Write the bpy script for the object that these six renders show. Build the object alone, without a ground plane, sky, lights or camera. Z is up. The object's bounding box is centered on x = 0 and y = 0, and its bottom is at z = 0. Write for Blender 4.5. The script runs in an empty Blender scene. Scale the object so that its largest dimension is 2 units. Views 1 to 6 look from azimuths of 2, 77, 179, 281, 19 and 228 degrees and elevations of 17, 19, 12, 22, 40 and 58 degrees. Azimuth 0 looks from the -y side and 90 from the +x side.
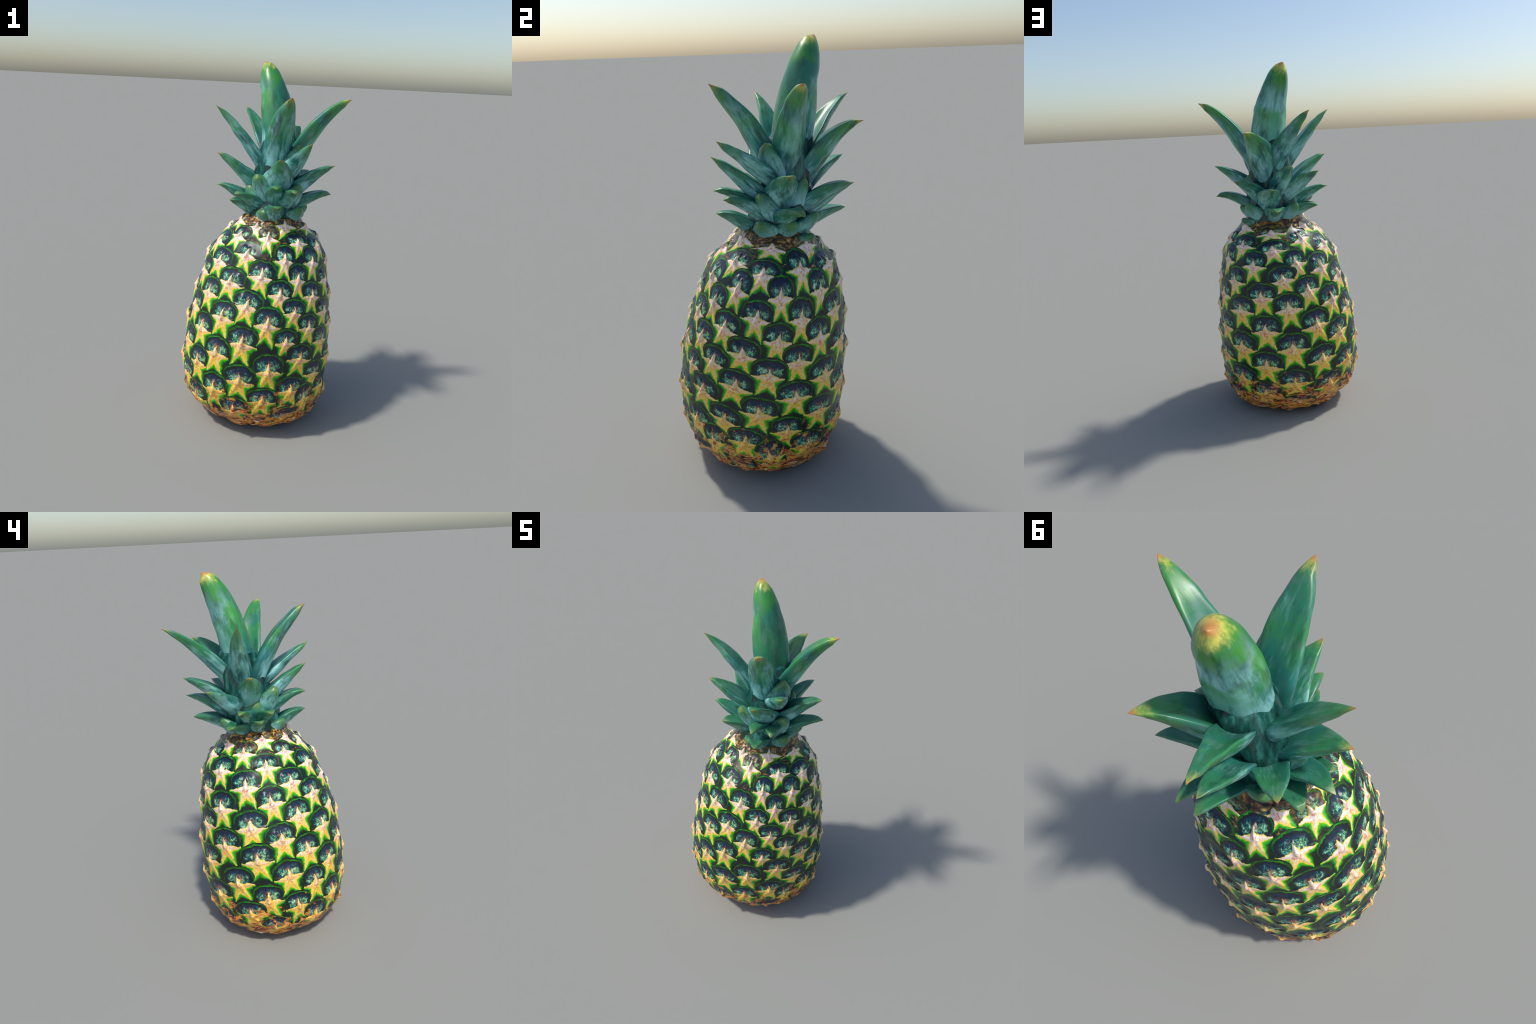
"""A ripe pineapple standing upright: a barrel-shaped fruit tiled with about a
hundred spirally set fruitlets (each a star-shaped bract under a domed eye),
a dry brown base, and a tufted crown of fat blue-green leaves."""
import bpy, math, random
import numpy as np
from mathutils import Matrix, Vector

rng = np.random.default_rng(7)
random.seed(7)

# ------------------------------------------------------------------ helpers
def link(obj, parent=None):
    bpy.context.scene.collection.objects.link(obj)
    if parent is not None:
        obj.parent = parent
    return obj


def mesh_from(name, verts, faces):
    me = bpy.data.meshes.new(name)
    me.from_pydata([tuple(v) for v in verts], [], [tuple(f) for f in faces])
    me.update()
    return me


def smooth(me):
    me.polygons.foreach_set("use_smooth", np.ones(len(me.polygons), dtype=bool))


def value_noise(p, scale, seed):
    """Cheap smooth 3D value noise in [-1, 1] for relief."""
    r = np.random.default_rng(seed)
    table = r.uniform(-1, 1, 4096)
    q = np.asarray(p) * scale
    i = np.floor(q).astype(np.int64)
    f = q - i
    f = f * f * (3 - 2 * f)
    out = 0
    for dx in (0, 1):
        for dy in (0, 1):
            for dz in (0, 1):
                h = (i[..., 0] + dx) * 73856093 ^ (i[..., 1] + dy) * 19349663 ^ (i[..., 2] + dz) * 83492791
                w = (f[..., 0] if dx else 1 - f[..., 0]) * (f[..., 1] if dy else 1 - f[..., 1]) * (f[..., 2] if dz else 1 - f[..., 2])
                out = out + w * table[h & 4095]
    return out


# ------------------------------------------------------- node expression kit
class Nodes:
    """Small helper: writes node graphs as arithmetic."""

    def __init__(self, name):
        self.mat = bpy.data.materials.new(name)
        self.mat.use_nodes = True
        self.t = self.mat.node_tree
        self.t.nodes.clear()

    def new(self, kind, **props):
        n = self.t.nodes.new(kind)
        for k, v in props.items():
            setattr(n, k, v)
        return n

    def put(self, socket, v):
        if isinstance(v, Sock):
            self.t.links.new(v.s, socket)
        elif v is not None:
            if isinstance(v, (tuple, list)) and len(v) == 3 and len(socket.default_value) == 4:
                v = (*v, 1)
            socket.default_value = v

    def math(self, op, a, b=None, c=None, clamp=False):
        n = self.new("ShaderNodeMath", operation=op, use_clamp=clamp)
        for i, v in enumerate((a, b, c)):
            if v is not None:
                self.put(n.inputs[i], v)
        return Sock(self, n.outputs[0])

    def ramp01(self, v, a, b):
        """smooth 0..1 as v runs from a to b (a may exceed b)"""
        n = self.new("ShaderNodeMapRange", interpolation_type="SMOOTHSTEP")
        lo, hi = (a, b) if a < b else (b, a)
        self.put(n.inputs["Value"], v)
        n.inputs["From Min"].default_value = lo
        n.inputs["From Max"].default_value = hi
        n.inputs["To Min"].default_value = 0 if a < b else 1
        n.inputs["To Max"].default_value = 1 if a < b else 0
        return Sock(self, n.outputs["Result"])

    def mix(self, f, a, b):
        n = self.new("ShaderNodeMix", data_type="RGBA")
        self.put(n.inputs[0], f)
        self.put(n.inputs[6], a)
        self.put(n.inputs[7], b)
        return Sock(self, n.outputs[2])

    def ramp(self, v, stops):
        n = self.new("ShaderNodeValToRGB")
        el = n.color_ramp.elements
        while len(el) < len(stops):
            el.new(0.5)
        for e, (p, c) in zip(el, stops):
            e.position = p
            e.color = (*c, 1)
        self.put(n.inputs[0], v)
        return Sock(self, n.outputs[0])

    def noise(self, vec, scale, detail=3, rough=0.55, distortion=0.0):
        n = self.new("ShaderNodeTexNoise")
        self.put(n.inputs["Vector"], vec)
        n.inputs["Scale"].default_value = scale
        n.inputs["Detail"].default_value = detail
        n.inputs["Roughness"].default_value = rough
        n.inputs["Distortion"].default_value = distortion
        return Sock(self, n.outputs["Fac"])

    def vec(self, x, y, z):
        n = self.new("ShaderNodeCombineXYZ")
        for i, v in enumerate((x, y, z)):
            self.put(n.inputs[i], v)
        return Sock(self, n.outputs[0])

    def vmul(self, v, s):
        n = self.new("ShaderNodeVectorMath", operation="MULTIPLY")
        self.put(n.inputs[0], v)
        n.inputs[1].default_value = s
        return Sock(self, n.outputs[0])

    def object_xyz(self):
        n = self.new("ShaderNodeTexCoord")
        x = self.new("ShaderNodeSeparateXYZ")
        self.t.links.new(n.outputs["Object"], x.inputs[0])
        return Sock(self, n.outputs["Object"]), *[Sock(self, o) for o in x.outputs]

    def prop(self, name):
        n = self.new("ShaderNodeAttribute", attribute_type="OBJECT", attribute_name='["%s"]' % name)
        return Sock(self, n.outputs["Fac"])

    def random(self):
        n = self.new("ShaderNodeObjectInfo")
        return Sock(self, n.outputs["Random"])

    def finish(self, color, rough=0.35, spec=0.5, height=None, bump=0.2, dist=0.004, coat=0.0):
        b = self.new("ShaderNodeBsdfPrincipled")
        self.put(b.inputs["Base Color"], color)
        self.put(b.inputs["Roughness"], rough)
        b.inputs["Specular IOR Level"].default_value = spec
        if coat:
            b.inputs["Coat Weight"].default_value = coat
            b.inputs["Coat Roughness"].default_value = 0.12
        if height is not None:
            n = self.new("ShaderNodeBump")
            n.inputs["Strength"].default_value = bump
            n.inputs["Distance"].default_value = dist
            self.put(n.inputs["Height"], height)
            self.t.links.new(n.outputs[0], b.inputs["Normal"])
        o = self.new("ShaderNodeOutputMaterial")
        self.t.links.new(b.outputs[0], o.inputs[0])
        return self.mat


class Sock:
    def __init__(self, g, s):
        self.g, self.s = g, s

    def __add__(self, o): return self.g.math("ADD", self, o)
    def __radd__(self, o): return self.g.math("ADD", o, self)
    def __sub__(self, o): return self.g.math("SUBTRACT", self, o)
    def __rsub__(self, o): return self.g.math("SUBTRACT", o, self)
    def __mul__(self, o): return self.g.math("MULTIPLY", self, o)
    def __rmul__(self, o): return self.g.math("MULTIPLY", o, self)
    def __truediv__(self, o): return self.g.math("DIVIDE", self, o)
    def __pow__(self, o): return self.g.math("POWER", self, o)
    def __abs__(self): return self.g.math("ABSOLUTE", self)
    def sqrt(self): return self.g.math("SQRT", self)
    def clamp(self): return self.g.math("ADD", self, 0.0, clamp=True)


# ------------------------------------------------------------------- sizes
# Barrel profile: height, radius, centre x, centre y, oval (cos 2a, sin 2a)
PROFILE = np.array([
    (0.000, 0.248, 0.006, -0.028, 0.020, 0.004),
    (0.010, 0.295, 0.006, -0.030, 0.020, 0.004),
    (0.030, 0.331, 0.005, -0.032, 0.020, 0.003),
    (0.080, 0.374, -0.001, -0.040, 0.020, 0.003),
    (0.160, 0.408, -0.011, -0.047, 0.018, 0.002),
    (0.280, 0.421, -0.016, -0.046, 0.013, -0.001),
    (0.420, 0.423, -0.013, -0.037, 0.007, -0.005),
    (0.560, 0.413, -0.002, -0.025, 0.005, -0.010),
    (0.700, 0.394, 0.008, -0.012, 0.005, -0.012),
    (0.820, 0.367, 0.016, 0.004, 0.007, -0.012),
    (0.920, 0.342, 0.020, 0.015, 0.009, -0.012),
    (1.000, 0.310, 0.028, 0.021, 0.010, -0.008),
    (1.060, 0.263, 0.033, 0.023, 0.011, -0.008),
    (1.100, 0.216, 0.037, 0.025, 0.011, -0.008),
    (1.140, 0.178, 0.040, 0.030, 0.011, -0.008),
    (1.180, 0.150, 0.042, 0.036, 0.011, -0.008),
    (1.220, 0.130, 0.044, 0.045, 0.010, -0.008),
])

# Fruitlets, spirally arranged: azimuth in degrees from +x, height of the star
FRUITLETS = [
    (295, 1.142), (198, 1.136), (244, 1.129), (344, 1.121), (33, 1.11), (138, 1.107), (83, 1.086),
    (268, 1.083), (170, 1.082), (225, 1.076), (307, 1.062), (120, 1.045), (12, 1.036), (338, 1.024),
    (197, 1.024), (47, 1.019), (248, 1.001), (84, 0.999), (148, 0.998), (288, 0.983), (319, 0.959),
    (219, 0.938), (176, 0.934), (353, 0.933), (27, 0.93), (105, 0.916), (63, 0.912), (267, 0.9),
    (301, 0.884), (130, 0.88), (239, 0.853), (197, 0.849), (337, 0.848), (91, 0.835), (9, 0.828),
    (284, 0.815), (42, 0.814), (152, 0.807), (315, 0.79), (218, 0.769), (112, 0.761), (258, 0.751),
    (353, 0.745), (71, 0.731), (177, 0.727), (25, 0.722), (297, 0.722), (331, 0.687), (133, 0.686),
    (239, 0.671), (93, 0.666), (276, 0.663), (200, 0.654), (50, 0.647), (8, 0.633), (311, 0.629),
    (154, 0.611), (349, 0.588), (220, 0.578), (292, 0.571), (114, 0.558), (259, 0.556), (180, 0.549),
    (72, 0.538), (328, 0.533), (29, 0.527), (135, 0.482), (239, 0.477), (305, 0.47), (7, 0.463),
    (202, 0.459), (92, 0.429), (49, 0.426), (281, 0.413), (163, 0.41), (344, 0.405), (222, 0.388),
    (322, 0.355), (260, 0.351), (26, 0.348), (116, 0.348), (185, 0.324), (70, 0.324), (143, 0.297),
    (2, 0.296), (300, 0.289), (207, 0.274), (336, 0.245), (278, 0.239), (46, 0.228), (171, 0.223),
    (92, 0.22), (314, 0.212), (17, 0.184), (124, 0.179), (68, 0.142), (240, 0.272), (256, 0.165),
    (221, 0.175), (352, 0.155), (189, 0.135), (296, 0.115), (150, 0.115), (37, 0.075), (331, 0.075),
    (98, 0.07),
]

COLUMN, PITCH = 0.148, 0.19      # nominal spacing sideways and upwards

# ------------------------------------------------------------ fruit surface
def barrel(n_round=1000, step=0.0028):
    """Points of the smooth barrel on a grid (rows bottom to top, columns round)."""
    z = np.linspace(0, PROFILE[-1, 0], 1600)
    cols = [np.interp(z, PROFILE[:, 0], PROFILE[:, k]) for k in range(1, 6)]
    k = np.exp(-np.linspace(-2.2, 2.2, 61) ** 2)
    k /= k.sum()
    fixed = [np.convolve(np.pad(c, 30, mode="reflect", reflect_type="odd"), k, mode="valid") for c in cols]
    r = fixed[0]
    # underside: a shallow dish from the axis out to the foot ring
    rb = np.linspace(0.0, r[0], 70)[:-1]
    zb = 0.014 * (1 - (rb / r[0]) ** 3)
    rr, zz = np.r_[rb, r], np.r_[zb, z]
    rest = [np.r_[np.full(len(rb), c[0]), c] for c in fixed[1:]]
    s = np.r_[0, np.cumsum(np.hypot(np.diff(rr), np.diff(zz)))]
    n = int(s[-1] / step)
    t = np.linspace(0.004, s[-1], n)
    rr, zz = np.interp(t, s, rr), np.interp(t, s, zz)
    cx, cy, a, b = [np.interp(t, s, c) for c in rest]
    th = np.arange(n_round) * 2 * math.pi / n_round
    R = rr[:, None] * (1 + a[:, None] * np.cos(2 * th) + b[:, None] * np.sin(2 * th))
    P = np.stack([cx[:, None] + R * np.cos(th), cy[:, None] + R * np.sin(th), np.repeat(zz[:, None], n_round, 1)], -1)
    return P, th


def grid_normals(P):
    du = np.roll(P, -1, 1) - np.roll(P, 1, 1)
    dv = np.gradient(P, axis=0)
    n = np.cross(du, dv)
    return n / np.maximum(np.linalg.norm(n, axis=-1, keepdims=True), 1e-12), dv


P0, TH = barrel()
N0, DV = grid_normals(P0)
ROWS, COLS = P0.shape[:2]
LOW = int(np.argmin(P0[:, 0, 2])) + 3      # first row above the underside


def on_barrel(az, z):
    j = int(round(math.radians(az) / (2 * math.pi) * COLS)) % COLS
    col = P0[LOW:, j, 2]
    i = LOW + int(np.argmin(abs(col - z)))
    n = N0[i, j]
    up = DV[i, j] / np.linalg.norm(DV[i, j])
    right = np.cross(up, n)
    right /= np.linalg.norm(right)
    return P0[i, j], right, np.cross(n, right), n


class Fruitlet:
    def __init__(self, az, z):
        self.az, self.z = az, z
        self.o, self.x, self.y, self.n = on_barrel(az, z)


fruitlets = [Fruitlet(a, z) for a, z in FRUITLETS]
for f in fruitlets:
    # spacing and tilt of the lattice round this fruitlet, from its neighbours
    around, lean = {}, []
    for g in fruitlets:
        d = g.o - f.o
        if g is f or np.linalg.norm(d) > 0.3:
            continue
        x, y = d @ f.x, d @ f.y
        if abs(x) < 0.45 * abs(y):
            slot, size = ("steep", y > 0), abs(y)
        else:
            slot, size = ("side", x > 0, y > 0), abs(x)
        if size > 0.04 and (slot not in around or np.linalg.norm(d) < around[slot][0]):
            around[slot] = (np.linalg.norm(d), size, x, y)
    side = [v[1] for k, v in around.items() if k[0] == "side" and v[1] < 0.21]
    steep = [v[1] for k, v in around.items() if k[0] == "steep" and v[1] < 0.26]
    lean = [math.atan2(-v[2] * np.sign(v[3]), abs(v[3])) for k, v in around.items() if k[0] == "steep"]
    w = np.mean(side) / COLUMN if side else 1.0
    h = np.mean(steep) / PITCH if steep else 0.95
    f.sx = float(np.clip(w * 1.08, 0.62, 1.12))
    f.sy = float(np.clip(h, 0.60, 1.12)) * (1 - 0.25 * float(np.clip((f.z - 1.05) / 0.08, 0, 1)))
    f.sz = 0.5 * (f.sx + f.sy)
    tilt = 0.45 * np.mean(lean) if lean else 0.0
    c, s = math.cos(tilt), math.sin(tilt)
    f.x, f.y = c * f.x + s * f.y, -s * f.x + c * f.y
    f.seed = rng.uniform(-1, 1, 6)

# Fruitlet plan, in nominal metres round the star's centre
EYE = (0.0, 0.043, 0.084, 0.054)          # centre x, y and half axes
STAR = [((0, 0), (0.086, 0.003)), ((0, -0.004), (0.046, -0.084)), ((0, 0), (0, 0.052))]


def seg(px, py, a, b):
    dx, dy = b[0] - a[0], b[1] - a[1]
    t = np.clip(((px - a[0]) * dx + (py - a[1]) * dy) / (dx * dx + dy * dy), 0, 1)
    return np.hypot(px - a[0] - t * dx, py - a[1] - t * dy), t


def eye_level(x, y):
    return np.hypot((x - EYE[0]) / EYE[2], (y - EYE[1]) / EYE[3])


def relief(x, y, f):
    """Height of a fruitlet's skin over the barrel."""
    e = eye_level(x, y)
    ax = abs(x)
    inside = np.clip((1.06 - e) / 0.18, 0, 1)
    inside = inside * inside * (3 - 2 * inside)
    # eye: sunken ring, two domed lobes
    lobe = np.exp(-(((ax - 0.034) / 0.032) ** 2 + ((y - 0.043) / 0.033) ** 2))
    eye = -0.0115 + 0.018 * lobe * (1 + 0.25 * f.seed[0] * np.sign(x))
    # bract: a low pillow that lifts towards its star
    web = -0.003 + 0.007 * np.exp(-((x / 0.06) ** 2 + ((y + 0.02) / 0.06) ** 2))
    h = inside * eye + (1 - inside) * web
    for (a, b), (hh, ht, w) in zip(STAR, ((0.0105, 0.004, 0.018), (0.0095, 0.002, 0.018), (0.014, 0.004, 0.016))):
        d, t = seg(ax, y, a, b)
        ridge = (hh * (1 - t) + ht * t) * np.exp(-(d / (w * (1 - 0.7 * t))) ** 2)
        h = np.maximum(h, h * 0.35 + ridge)
    # the bract's point stands off the skin, most of all round the shoulder
    spike = 0.0065 + 0.003 * f.seed[1] + 0.007 * np.clip((f.z - 0.93) / 0.12, 0, 1)
    h = h + spike * np.exp(-((x / 0.015) ** 2 + ((y - 0.026) / 0.024) ** 2))
    return h


best_eye = np.full((ROWS, COLS), 9.0)
who_eye = np.full((ROWS, COLS), -1)
best_bract = np.full((ROWS, COLS), 9.0)
who_bract = np.full((ROWS, COLS), -1)
for k, f in enumerate(fruitlets):
    d = P0 - f.o
    near = (np.abs(d).max(-1) < 0.24) & (N0 @ f.n > 0.1)
    q = d[near]
    x, y = q @ f.x / f.sx, q @ f.y / f.sy
    e = eye_level(x, y)
    b = np.hypot(x / COLUMN, (y + 0.022) / PITCH)
    for best, who, v in ((best_eye, who_eye, e), (best_bract, who_bract, b)):
        old = best[near]
        win = v < old
        old[win] = v[win]
        best[near] = old
        w = who[near]
        w[win] = k
        who[near] = w
who = np.where(best_eye < 1.06, who_eye, np.where(best_bract < 0.78, who_bract, -1))
who[P0[..., 2] < 0.035] = -1
who[:LOW - 4] = -1
who[P0[..., 2] > 1.175] = -1

H = np.zeros((ROWS, COLS))
for k, f in enumerate(fruitlets):
    m = who == k
    q = P0[m] - f.o
    H[m] = relief(q @ f.x / f.sx, q @ f.y / f.sy, f) * f.sz
Z0 = P0[..., 2]
fade = np.clip((Z0 - 0.0) / 0.14, 0.15, 1) * np.clip((1.22 - Z0) / 0.08, 0.2, 1)
H = H * fade
# the dry base: crumpled, fibrous
rough_base = np.clip((0.22 - Z0) / 0.16, 0, 1)
crumple = value_noise(P0 * np.array([1, 1, 1.6]), 13, 3) * 0.014 + value_noise(P0, 30, 4) * 0.006
H += rough_base * crumple * np.clip((np.hypot(P0[..., 0], P0[..., 1]) - 0.1) / 0.1, 0, 1)
H += value_noise(P0, 5, 5) * 0.004 + value_noise(P0, 30, 6) * 0.0012
for _ in range(3):
    H = 0.5 * H + 0.25 * (np.roll(H, 1, 1) + np.roll(H, -1, 1))
    H[1:-1] = 0.5 * H[1:-1] + 0.25 * (H[2:] + H[:-2])
H += SKIN_OFFSET if "SKIN_OFFSET" in globals() else -0.0085
P1 = P0 + N0 * H[..., None]
P1[..., 2] -= P1[..., 2].min()
N1, _ = grid_normals(P1)

i, j = np.meshgrid(np.arange(ROWS - 1), np.arange(COLS), indexing="ij")
j2 = (j + 1) % COLS
QUADS = np.stack([i * COLS + j, i * COLS + j2, (i + 1) * COLS + j2, (i + 1) * COLS + j], -1).reshape(-1, 4)
OWNER = who[:-1].reshape(-1)
FLAT, FLATN = P1.reshape(-1, 3), N1.reshape(-1, 3)


def cut_piece(name, mask, frame=None):
    """Mesh of the masked faces, in the piece's own frame, with the whole fruit's normals."""
    q = QUADS[mask]
    used, inv = np.unique(q, return_inverse=True)
    v, n = FLAT[used], FLATN[used]
    if frame is not None:
        o, A = frame
        v = (v - o) @ np.linalg.inv(A).T
        n = n @ A
        n /= np.linalg.norm(n, axis=1, keepdims=True)
    me = bpy.data.meshes.new(name)
    q = inv.reshape(-1, 4)
    me.vertices.add(len(v))
    me.vertices.foreach_set("co", v.astype(np.float32).ravel())
    me.loops.add(q.size)
    me.loops.foreach_set("vertex_index", q.astype(np.int32).ravel())
    me.polygons.add(len(q))
    me.polygons.foreach_set("loop_start", np.arange(0, q.size, 4, dtype=np.int32))
    me.polygons.foreach_set("loop_total", np.full(len(q), 4, dtype=np.int32))
    me.update(calc_edges=True)
    smooth(me)
    me.normals_split_custom_set_from_vertices([tuple(a) for a in n])
    return me


# ---------------------------------------------------------------- materials
def fruitlet_skin():
    g = Nodes("fruitlet_skin")
    vec, x0, y0, z0 = g.object_xyz()
    rnd, ripe = g.random(), g.prop("ripeness")
    seed = g.vec(rnd * 37.0, rnd * 91.0, rnd * 13.0)
    add = g.new("ShaderNodeVectorMath", operation="ADD")
    g.put(add.inputs[0], vec)
    g.put(add.inputs[1], seed)
    p = Sock(g, add.outputs[0])
    # everything below in decimetres, gently warped so no two stars match
    wx = (g.noise(p, 28, 3) - 0.5) * 0.26
    wy = (g.noise(g.vmul(p, (1, 1, -1)), 31, 3) - 0.5) * 0.26
    x, y = x0 * 10.0 + wx, y0 * 10.0 + wy
    ax = abs(x)

    def limb(a, b, w0, w1, pw):
        dx, dy = b[0] - a[0], b[1] - a[1]
        L2 = dx * dx + dy * dy
        t = (((ax - a[0]) * dx + (y - a[1]) * dy) / L2).clamp()
        ex, ey = ax - a[0] - t * dx, y - a[1] - t * dy
        d = (ex * ex + ey * ey).sqrt()
        w = (1.0 - t) ** pw * w0 + w1
        return 1.0 - d / w - t * t * t * 1.1, t

    arm, ta = limb((0, 0.0), (0.98, 0.05), 0.185, 0.030, 1.0)
    leg, tl = limb((0, -0.04), (0.50, -0.96), 0.20, 0.032, 0.95)
    top, tt = limb((0, -0.02), (0.01, 0.60), 0.21, 0.020, 1.0)
    n = g.math("SMOOTH_MAX", arm, leg, 0.45)
    star = g.math("SMOOTH_MAX", n, top, 0.45)
    fine = g.noise(p, 110, 4, 0.65)
    fibre = g.noise(g.vmul(p, (1.0, 0.28, 1.0)), 150, 3, 0.6)
    star_n = star + (fine - 0.5) * 0.7

    # bract: black-green far from the star, then leaf green, then its yellow edge
    s01 = (star_n + 2.6) / 3.6
    web = g.ramp(s01, [(0.0, (0.006, 0.012, 0.009)), (0.24, (0.005, 0.030, 0.006)), (0.40, (0.010, 0.15, 0.005)),
                       (0.55, (0.030, 0.44, 0.006)), (0.645, (0.085, 0.44, 0.010)), (0.72, (0.80, 0.62, 0.05)),
                       (0.84, (0.94, 0.54, 0.08))])
    # star flesh: pale pink-white up the fruit, golden down its legs and low down
    down = (g.ramp01(y, 0.35, -0.75) * 0.75 + ripe * 0.82 + (fibre - 0.5) * 1.1)
    flesh = g.ramp(down, [(0.15, (0.93, 0.78, 0.74)), (0.50, (0.94, 0.74, 0.50)), (0.78, (0.92, 0.58, 0.11)), (1.0, (0.92, 0.62, 0.025))])
    pale = g.ramp01(g.noise(p, 85, 5, 0.7), 0.48, 0.62)
    gold = g.ramp01(g.noise(g.vmul(p, (1.0, 0.5, 1.0)), 95, 4, 0.65), 0.46, 0.60)
    flesh = g.mix(gold * (ripe * 0.9 + 0.15), flesh, (0.90, 0.42, 0.03))
    flesh = g.mix(pale * (0.62 - ripe * 0.25), flesh, (0.98, 0.90, 0.72))
    blush = g.ramp01(g.noise(p, 75, 4, 0.6), 0.47, 0.62) * g.ramp01(star, -0.1, 0.7) * g.ramp01((x * x + y * y).sqrt(), 0.55, 0.1)
    flesh = g.mix(blush * 0.75, flesh, (0.72, 0.10, 0.05))
    bract = g.mix(g.ramp01(star_n, 0.02, 0.52), web, flesh)

    # eye: bright green rim line, black ring, then the mottled dome
    ex, ey = x / (EYE[2] * 10), (y - EYE[1] * 10) / (EYE[3] * 10)
    e = (ex * ex + ey * ey).sqrt() + (fine - 0.5) * 0.10
    speck = g.noise(g.vmul(p, (1.25, 0.8, 1)), 105, 5, 0.72, 0.8)
    blob = g.noise(p, 42, 2)
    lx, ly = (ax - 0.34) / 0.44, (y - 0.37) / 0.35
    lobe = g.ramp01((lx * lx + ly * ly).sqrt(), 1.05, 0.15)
    light = (lobe * 0.58 + (speck - 0.5) * 2.8 + (blob - 0.5) * 1.6 - 0.06).clamp()  # lobe centres lightened: mint highlights drawn into the dome colour
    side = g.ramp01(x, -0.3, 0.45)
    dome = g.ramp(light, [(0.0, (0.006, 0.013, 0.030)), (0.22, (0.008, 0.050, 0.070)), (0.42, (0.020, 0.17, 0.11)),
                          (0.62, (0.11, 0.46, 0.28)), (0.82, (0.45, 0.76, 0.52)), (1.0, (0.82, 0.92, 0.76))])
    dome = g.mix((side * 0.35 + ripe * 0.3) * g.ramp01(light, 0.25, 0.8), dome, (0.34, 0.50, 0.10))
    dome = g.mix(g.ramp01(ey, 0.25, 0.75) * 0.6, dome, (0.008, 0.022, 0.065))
    scorch = g.ramp01((x * x + (y - 0.38) * (y - 0.38)).sqrt(), 0.34, 0.06) * g.ramp01(g.noise(p, 55, 3), 0.40, 0.62)
    dome = g.mix(scorch * (ripe * 0.7 + 0.25), dome, (0.62, 0.20, 0.14))
    ring = g.ramp01(e, 0.64, 0.86)
    eye = g.mix(ring, dome, (0.006, 0.010, 0.012))
    rim = g.ramp01(e, 0.93, 0.985) * g.ramp01(y, 0.10, 0.5)
    eye = g.mix(rim, eye, (0.010, 0.085, 0.006))
    eye = g.mix(rim * g.ramp01(e, 1.075, 1.025) * g.ramp01(g.noise(p, 30, 3), 0.40, 0.66) * g.ramp01(ax, 0.85, 0.35) * 0.7, eye, (0.035, 0.42, 0.010))
    in_eye = g.ramp01(e, 1.16, 1.08) * g.ramp01(star_n, 0.12, -0.12)
    eye_zone = in_eye * g.ramp01(y, -0.16, 0.02)
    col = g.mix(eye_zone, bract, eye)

    # low on the fruit the skin dries to orange, straw and brown fibres
    dry = (ripe - 0.85) * 5.0 + (g.noise(p, 26, 4) - 0.5) * 4.0 - y * 0.5
    straw = g.ramp(g.noise(g.vmul(p, (0.5, 1.5, 1.0)), 36, 5, 0.72, 1.2), [(0.38, (0.012, 0.014, 0.010)), (0.45, (0.30, 0.035, 0.015)), (0.50, (0.80, 0.20, 0.03)),
                                   (0.55, (0.90, 0.54, 0.06)), (0.59, (0.55, 0.13, 0.04)), (0.66, (0.96, 0.86, 0.70))])
    col = g.mix(g.ramp01(dry, 0.1, 0.7) * 0.9, col, straw)
    # at the shoulder the bracts wither to brown tips
    wither = g.ramp01(ripe, 0.03, 0.0) * g.ramp01(y + (blob - 0.5) * 3.0 - star * 0.4, 0.15, 0.7)
    husk = g.ramp((g.noise(p, 50, 3) - 0.5) * 1.2 + 0.45, [(0.30, (0.02, 0.010, 0.005)), (0.45, (0.12, 0.045, 0.012)), (0.56, (0.40, 0.20, 0.03)), (0.70, (0.72, 0.52, 0.12))])
    col = g.mix(wither * 0.85, col, husk)
    return g.finish(col, rough=0.27 + fine * 0.16, spec=0.45, height=fibre * 0.5 + speck * 0.5, bump=0.10, dist=0.003)


def dry_skin(name, stops, scale, squash, green_from=None):
    g = Nodes(name)
    vec, x, y, z = g.object_xyz()
    a = g.noise(g.vmul(vec, squash), scale, 5, 0.62, 0.6)
    b = g.noise(vec, scale * 0.35, 2)
    col = g.ramp((a - 0.5) * 1.9 + (b - 0.5) * 0.8 + 0.53, stops)
    if green_from:
        col = g.mix(g.ramp01(z + (a - 0.5) * 0.16, green_from, green_from + 0.035), col, (0.014, 0.055, 0.020))
    return g.finish(col, rough=0.42, spec=0.4, height=a, bump=0.35, dist=0.006)


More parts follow.
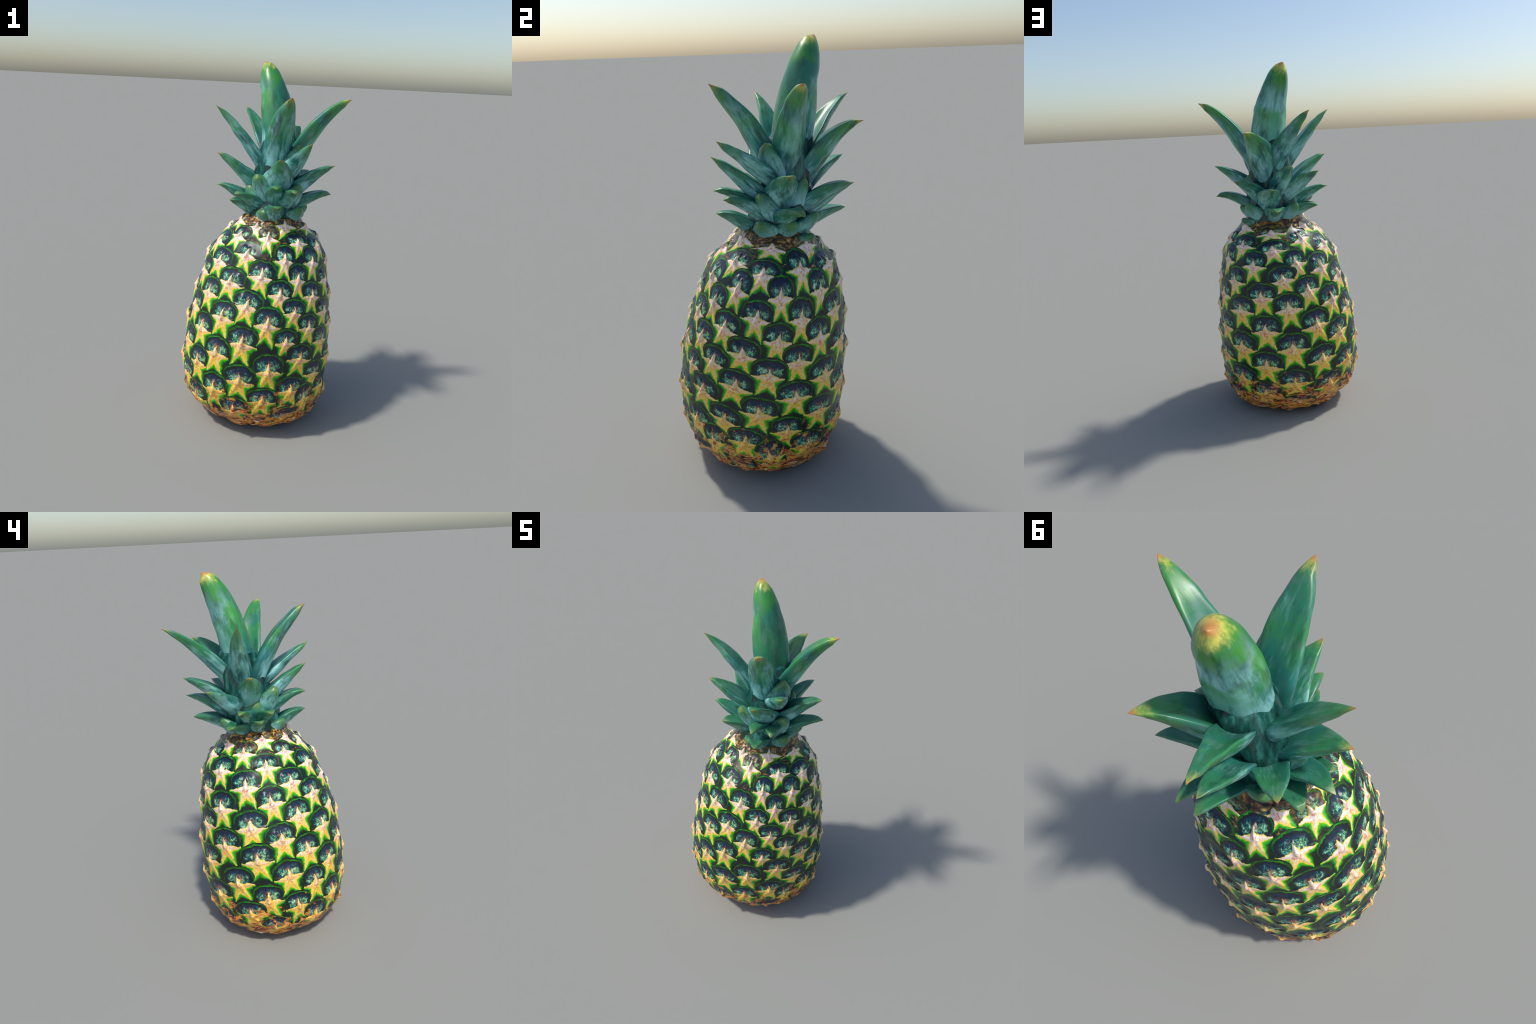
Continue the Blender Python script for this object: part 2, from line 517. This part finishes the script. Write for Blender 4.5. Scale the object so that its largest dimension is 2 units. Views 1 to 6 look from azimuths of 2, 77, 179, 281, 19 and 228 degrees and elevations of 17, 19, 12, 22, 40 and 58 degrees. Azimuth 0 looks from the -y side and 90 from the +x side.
def leaf_skin():
    g = Nodes("crown_leaf_skin")
    vec, x, y, z = g.object_xyz()     # z runs 0..1 from leaf base to tip, y faces the crown's axis
    rnd, fresh = g.random(), g.prop("freshness")
    seed = g.vec(rnd * 41.0, rnd * 17.0, rnd * 67.0)
    add = g.new("ShaderNodeVectorMath", operation="ADD")
    g.put(add.inputs[0], vec)
    g.put(add.inputs[1], seed)
    p = Sock(g, add.outputs[0])
    streak = g.noise(g.vmul(p, (1, 1, 0.12)), 34, 5, 0.65)
    cloud = g.noise(g.vmul(p, (1, 1, 0.6)), 5.5, 3, 0.55)
    spot = g.noise(g.vmul(p, (1, 1, 0.7)), 15, 4, 0.6)
    t = z + (cloud - 0.5) * 0.6
    body = g.ramp(t, [(0.05, (0.012, 0.085, 0.092)), (0.35, (0.024, 0.190, 0.185)), (0.60, (0.030, 0.195, 0.140)),
                      (0.85, (0.035, 0.185, 0.095)), (1.0, (0.045, 0.18, 0.055))])
    bloom = g.ramp01(cloud * 0.65 + streak * 0.50 - y * 1.1, 0.45, 0.70) * g.ramp01(z, 1.0, 0.55)  # pale cyan painted on to brighten leaves like their sunlit highlights
    col = g.mix(bloom * 0.75, body, (0.40, 0.80, 0.80))
    green = g.ramp01(g.noise(p, 4.0, 3), 0.42, 0.60) * (g.ramp01(z, 0.2, 0.75) * 0.65 + 0.2)
    col = g.mix(green * (fresh * 0.85 + 0.15), col, (0.050, 0.30, 0.015))
    smudge = g.noise(g.vmul(p, (1, 1, 0.30)), 13, 4, 0.6)
    dark = g.ramp01(smudge, 0.51, 0.70)
    col = g.mix(dark * 0.62, col, (0.010, 0.050, 0.030))
    # the hollow side, towards the heart, is plain dark green without the pale tint
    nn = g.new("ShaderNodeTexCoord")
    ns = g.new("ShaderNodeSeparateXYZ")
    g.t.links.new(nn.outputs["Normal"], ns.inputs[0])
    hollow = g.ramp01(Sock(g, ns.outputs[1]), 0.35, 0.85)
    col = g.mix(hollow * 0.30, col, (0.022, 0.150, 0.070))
    violet = g.ramp01(g.noise(p, 7.0, 2), 0.54, 0.70)
    col = g.mix(violet * 0.14, col, (0.24, 0.25, 0.36))
    # tips dry to straw, then to a small rusty point
    tz = z + (streak - 0.5) * 0.22
    col = g.mix(g.ramp01(tz, 0.89, 1.0) * (fresh * 0.85), col, (0.75, 0.66, 0.12))
    col = g.mix(g.ramp01(z + (cloud - 0.5) * 0.06, 0.955, 0.995) * g.ramp01(fresh, 0.05, 0.4) * 0.85, col, (0.48, 0.17, 0.055))
    return g.finish(col, rough=0.29 + spot * 0.14, spec=0.5, height=streak, bump=0.10, dist=0.004)


skin = fruitlet_skin()
base_skin = dry_skin("dry_base_skin", [(0.36, (0.008, 0.034, 0.010)), (0.45, (0.030, 0.014, 0.010)), (0.52, (0.40, 0.05, 0.015)), (0.57, (0.88, 0.28, 0.02)),
                                       (0.62, (0.92, 0.62, 0.04)), (0.66, (0.45, 0.07, 0.03)), (0.74, (0.96, 0.88, 0.76))], 17, (1, 1, 1.8))
neck_skin = dry_skin("withered_neck_skin", [(0.25, (0.010, 0.008, 0.006)), (0.45, (0.07, 0.025, 0.010)), (0.58, (0.28, 0.11, 0.02)),
                                            (0.72, (0.58, 0.38, 0.05)), (0.9, (0.70, 0.60, 0.35))], 13, (1, 1, 0.7), 1.145)
leaf_mat = leaf_skin()
core_g = Nodes("crown_heart_skin")
_v, _x, _y, _z = core_g.object_xyz()
core_mat = core_g.finish(core_g.ramp(core_g.noise(core_g.vmul(_v, (1, 1, 0.35)), 26, 4, 0.6), [(0.36, (0.006, 0.022, 0.020)), (0.52, (0.014, 0.085, 0.072)), (0.68, (0.06, 0.24, 0.20))]), rough=0.25, spec=0.5)

# ------------------------------------------------------------------- build
pineapple = link(bpy.data.objects.new("pineapple", None))
pineapple["label"] = "whole ripe pineapple with star-patterned rind and blue-green leafy crown"
pineapple["category"] = "fruit"

fm = cut_piece("fruit", OWNER == -1)
fm.materials.append(base_skin)
fm.materials.append(neck_skin)
cz = FLAT[QUADS[OWNER == -1]].mean(1)[:, 2]
fm.polygons.foreach_set("material_index", (cz > 0.6).astype(np.int32))
fruit = link(bpy.data.objects.new("fruit", fm), pineapple)

for k, f in enumerate(fruitlets):
    mask = OWNER == k
    if mask.sum() < 40:
        continue
    A = np.stack([f.x * f.sx, f.y * f.sy, f.n * f.sz], 1)
    me = cut_piece("fruitlet", mask, (f.o, A))
    me.materials.append(skin)
    ob = link(bpy.data.objects.new("fruitlet", me), fruit)
    M = Matrix.Identity(4)
    for r in range(3):
        for c in range(3):
            M[r][c] = A[r, c]
        M[r][3] = f.o[r]
    ob.matrix_world = M
    ob["ripeness"] = float(np.clip((1.10 - f.z) / 1.0, 0, 1))

# ------------------------------------------------------------------- crown
def crown_axis(z):
    t = np.clip((z - 1.12) / 0.45, 0, 1.2)
    return np.array([0.040 + 0.012 * t, 0.036 + 0.085 * t])


def lathe_core():
    zs = np.linspace(1.10, 1.65, 30)
    rs = np.interp(zs, [1.10, 1.16, 1.25, 1.38, 1.50, 1.58, 1.63, 1.65], [0.15, 0.148, 0.138, 0.125, 0.115, 0.098, 0.06, 0.02])
    nv, verts, faces = 48, [], []
    for k, (z, r) in enumerate(zip(zs, rs)):
        c = crown_axis(z)
        for m in range(nv):
            a = 2 * math.pi * m / nv
            q = r * (1 + 0.05 * math.sin(3 * a + 9 * z) + 0.04 * math.sin(7 * a - 20 * z))
            verts.append((c[0] + q * math.cos(a), c[1] + q * math.sin(a), z))
    for k in range(len(zs) - 1):
        for m in range(nv):
            faces.append((k * nv + m, k * nv + (m + 1) % nv, (k + 1) * nv + (m + 1) % nv, (k + 1) * nv + m))
    top = len(verts)
    c = crown_axis(1.65)
    verts.append((c[0], c[1], 1.652))
    for m in range(nv):
        faces.append(((len(zs) - 1) * nv + m, (len(zs) - 1) * nv + (m + 1) % nv, top))
    return verts, faces


cm = mesh_from("crown", *lathe_core())
smooth(cm)
cm.materials.append(core_mat)
crown = link(bpy.data.objects.new("crown", cm), pineapple)

# Leaves: base, middle and tip of the spine; half width, half thickness,
# curl of the edges, bluntness of the tip, freshness (greener, paler tip)
LEAVES = [
    # heart of the tuft
    ((0.055, 0.095, 1.42), (0.028, 0.163, 1.765), (-0.043, 0.263, 2.000), 0.093, 0.080, 0.05, 0.80, 1.0),
    ((0.070, 0.080, 1.38), (0.255, 0.079, 1.680), (0.438, 0.062, 1.822), 0.066, 0.040, 0.60, 0.25, 0.8),
    ((0.050, 0.060, 1.38), (0.064, -0.074, 1.645), (0.105, -0.242, 1.821), 0.082, 0.042, 0.35, 0.30, 0.6),
    ((0.020, 0.090, 1.38), (-0.155, 0.070, 1.615), (-0.300, 0.041, 1.757), 0.054, 0.032, 0.45, 0.02, 0.3),
    ((0.030, 0.140, 1.42), (-0.070, 0.310, 1.630), (-0.160, 0.468, 1.743), 0.056, 0.028, 0.70, 0.05, 0.6),
    ((0.075, 0.105, 1.32), (0.116, 0.268, 1.560), (0.176, 0.412, 1.644), 0.080, 0.037, 0.60, 0.12, 0.5),
    ((0.090, 0.040, 1.38), (0.172, -0.115, 1.515), (0.226, -0.241, 1.603), 0.056, 0.032, 0.35, 0.00, 0.3),
    ((0.090, 0.060, 1.36), (0.136, 0.005, 1.480), (0.168, -0.028, 1.575), 0.062, 0.040, 0.20, 0.80, 0.1),
    # middle whorl
    ((0.053, 0.030, 1.28), (0.064, -0.115, 1.418), (0.067, -0.247, 1.518), 0.086, 0.036, 0.35, 0.00, 0.3),
    ((0.000, 0.060, 1.28), (-0.160, 0.022, 1.438), (-0.280, -0.004, 1.508), 0.065, 0.034, 0.45, 0.00, 0.4),
    ((0.085, 0.060, 1.26), (0.240, 0.036, 1.400), (0.370, 0.019, 1.465), 0.073, 0.031, 0.60, 0.02, 0.2),
    ((0.035, 0.120, 1.28), (-0.026, 0.280, 1.408), (-0.058, 0.408, 1.465), 0.058, 0.028, 0.60, 0.08, 0.2),
    ((0.000, 0.100, 1.27), (-0.124, 0.178, 1.370), (-0.216, 0.243, 1.427), 0.073, 0.031, 0.60, 0.00, 0.3),
    ((0.080, 0.110, 1.24), (0.174, 0.238, 1.356), (0.248, 0.334, 1.392), 0.056, 0.029, 0.60, 0.00, 0.2),
    ((0.035, 0.040, 1.24), (-0.014, -0.045, 1.333), (-0.052, -0.096, 1.414), 0.071, 0.042, 0.25, 0.80, 0.1),
    # lower whorl
    ((0.060, 0.105, 1.20), (0.060, 0.285, 1.308), (0.040, 0.429, 1.344), 0.069, 0.029, 0.60, 0.02, 0.1),
    ((0.000, 0.055, 1.19), (-0.172, 0.050, 1.298), (-0.282, 0.057, 1.321), 0.054, 0.026, 0.60, 0.00, 0.2),
    ((0.075, 0.055, 1.17), (0.250, 0.056, 1.286), (0.367, 0.086, 1.293), 0.056, 0.028, 0.45, 0.20, 0.1),
    ((0.080, 0.025, 1.20), (0.134, -0.115, 1.316), (0.158, -0.215, 1.342), 0.058, 0.030, 0.35, 0.25, 0.1),
    ((0.045, 0.020, 1.21), (0.050, -0.125, 1.333), (0.056, -0.244, 1.364), 0.056, 0.028, 0.35, 0.20, 0.1),
    ((0.085, 0.045, 1.20), (0.146, -0.018, 1.288), (0.178, -0.058, 1.362), 0.061, 0.040, 0.20, 0.80, 0.1),
    ((0.025, 0.055, 1.18), (-0.060, 0.026, 1.268), (-0.090, 0.013, 1.348), 0.069, 0.042, 0.20, 0.80, 0.1),
    ((0.080, 0.080, 1.21), (0.142, 0.122, 1.325), (0.168, 0.145, 1.415), 0.062, 0.036, 0.25, 0.50, 0.1),
    # ruff at the neck
    ((0.045, 0.085, 1.14), (0.034, 0.265, 1.214), (0.020, 0.394, 1.226), 0.060, 0.026, 0.60, 0.25, 0.1),
    ((0.005, 0.065, 1.14), (-0.130, 0.106, 1.216), (-0.215, 0.138, 1.221), 0.062, 0.026, 0.60, 0.20, 0.1),
    ((0.042, -0.010, 1.12), (0.052, -0.135, 1.228), (0.062, -0.242, 1.262), 0.060, 0.026, 0.60, 0.25, 0.1),
    ((0.005, 0.035, 1.18), (-0.104, -0.046, 1.280), (-0.170, -0.095, 1.298), 0.056, 0.026, 0.60, 0.20, 0.1),
    ((0.010, 0.035, 1.14), (-0.125, -0.006, 1.232), (-0.199, -0.038, 1.256), 0.052, 0.024, 0.60, 0.20, 0.1),
    ((0.090, 0.070, 1.10), (0.176, 0.134, 1.144), (0.225, 0.166, 1.158), 0.040, 0.022, 0.30, 0.40, 0.0),
    ((0.070, 0.075, 1.13), (0.150, 0.158, 1.207), (0.184, 0.198, 1.262), 0.066, 0.034, 0.30, 0.35, 0.05),
    ((0.025, 0.085, 1.14), (-0.056, 0.164, 1.202), (-0.086, 0.194, 1.255), 0.066, 0.034, 0.30, 0.35, 0.05),
    ((0.080, 0.035, 1.13), (0.160, -0.040, 1.197), (0.188, -0.068, 1.240), 0.064, 0.034, 0.30, 0.35, 0.05),
    ((0.080, 0.055, 1.13), (0.184, 0.060, 1.197), (0.222, 0.060, 1.240), 0.062, 0.032, 0.30, 0.35, 0.05),
    ((0.032, 0.025, 1.13), (0.002, -0.085, 1.187), (-0.010, -0.122, 1.230), 0.066, 0.034, 0.30, 0.35, 0.05),
]


def leaf_mesh(base, mid, tip, hw, ht, curl, blunt, seed):
    base, mid, tip = map(np.array, (base, mid, tip))
    ctrl = 2 * mid - 0.5 * (base + tip)
    n_len, n_sec = 56, 32
    t = 1 - (1 - np.linspace(0, 1, n_len)) ** 1.25
    S = ((1 - t) ** 2)[:, None] * base + (2 * t * (1 - t))[:, None] * ctrl + (t ** 2)[:, None] * tip
    T = np.gradient(S, axis=0)
    T /= np.linalg.norm(T, axis=1, keepdims=True)
    out = tip - base
    side = np.cross([0, 0, 1.0], out)
    if np.linalg.norm(side) < 1e-3:
        side = np.array([1.0, 0, 0])
    side /= np.linalg.norm(side)
    N = np.cross(T, side)
    flip = np.sign((N @ np.array([0, 0, 1.0])) - (N @ (out / np.linalg.norm(out) * np.array([1, 1, 0]))))
    N *= flip[:, None]
    L = np.linalg.norm(tip - base)
    # outline: clasping base, fullest at a third, then an ogive to the point
    lean = [1.0, 1.06, 1.02, 0.82, 0.53, 0.29, 0.14, 0.055, 0.005]
    full = [0.95, 1.0, 1.03, 1.02, 0.90, 0.62, 0.34, 0.17, 0.01]
    knots = [0, 0.12, 0.3, 0.5, 0.7, 0.85, 0.94, 0.98, 1.0]
    prof = np.interp(t, knots, [(1 - blunt) * p + blunt * q for p, q in zip(lean, full)])
    for _ in range(3):
        prof[1:-1] = 0.25 * prof[:-2] + 0.5 * prof[1:-1] + 0.25 * prof[2:]
    prof[-1] = 0.01
    r = np.random.default_rng(seed)
    ph = 2 * math.pi * np.arange(n_sec) / n_sec
    verts = []
    wave = r.uniform(0, 6.28, 3)
    for a in range(n_len):
        w = hw * prof[a] * (1 + 0.05 * math.sin(9 * t[a] + wave[0]))
        th = ht * (0.25 + 0.75 * prof[a]) * min(1.0, prof[a] * 3.0)
        cu = curl * w * (0.4 + 0.6 * min(1, 2.2 * (1 - t[a])))
        sway = 0.05 * hw * math.sin(5 * t[a] + wave[1])
        c = S[a] + side * sway
        u = w * np.cos(ph)
        v = th * np.sin(ph) + cu * np.cos(ph) ** 2 - cu * 0.4
        v += np.where(np.sin(ph) < 0, -0.05 * th * np.cos(ph * 6 + wave[2]) * np.sin(ph) ** 2, 0)
        verts.append(c + u[:, None] * side + v[:, None] * N[a])
    verts = np.concatenate(verts)
    verts += (value_noise(verts, 16, seed)[:, None] * 0.0035) * np.array([1, 1, 0.5])
    faces = []
    for a in range(n_len - 1):
        for m in range(n_sec):
            faces.append((a * n_sec + m, a * n_sec + (m + 1) % n_sec, (a + 1) * n_sec + (m + 1) % n_sec, (a + 1) * n_sec + m))
    faces.append(tuple(range(n_sec))[::-1])
    faces.append(tuple((n_len - 1) * n_sec + m for m in range(n_sec)))
    # own frame: z from base to tip (length 1), y towards the crown's axis
    zax = (tip - base) / L
    yax = N[n_len // 2] - (N[n_len // 2] @ zax) * zax
    yax /= np.linalg.norm(yax)
    xax = np.cross(yax, zax)
    A = np.stack([xax, yax, zax], 1) * L
    local = (verts - base) @ np.linalg.inv(A).T
    return local, faces, base, A


for k, (base, mid, tip, hw, ht, curl, blunt, fresh) in enumerate(LEAVES):
    v, fc, o, A = leaf_mesh(base, mid, tip, hw, ht, curl, blunt, 100 + k)
    me = mesh_from("leaf", v, fc)
    import bmesh
    bm = bmesh.new()
    bm.from_mesh(me)
    bmesh.ops.recalc_face_normals(bm, faces=bm.faces)
    bm.to_mesh(me)
    bm.free()
    smooth(me)
    me.materials.append(leaf_mat)
    ob = link(bpy.data.objects.new("leaf", me), crown)
    M = Matrix.Identity(4)
    for r in range(3):
        for c in range(3):
            M[r][c] = A[r, c]
        M[r][3] = o[r]
    ob.matrix_world = M
    ob["freshness"] = float(fresh)
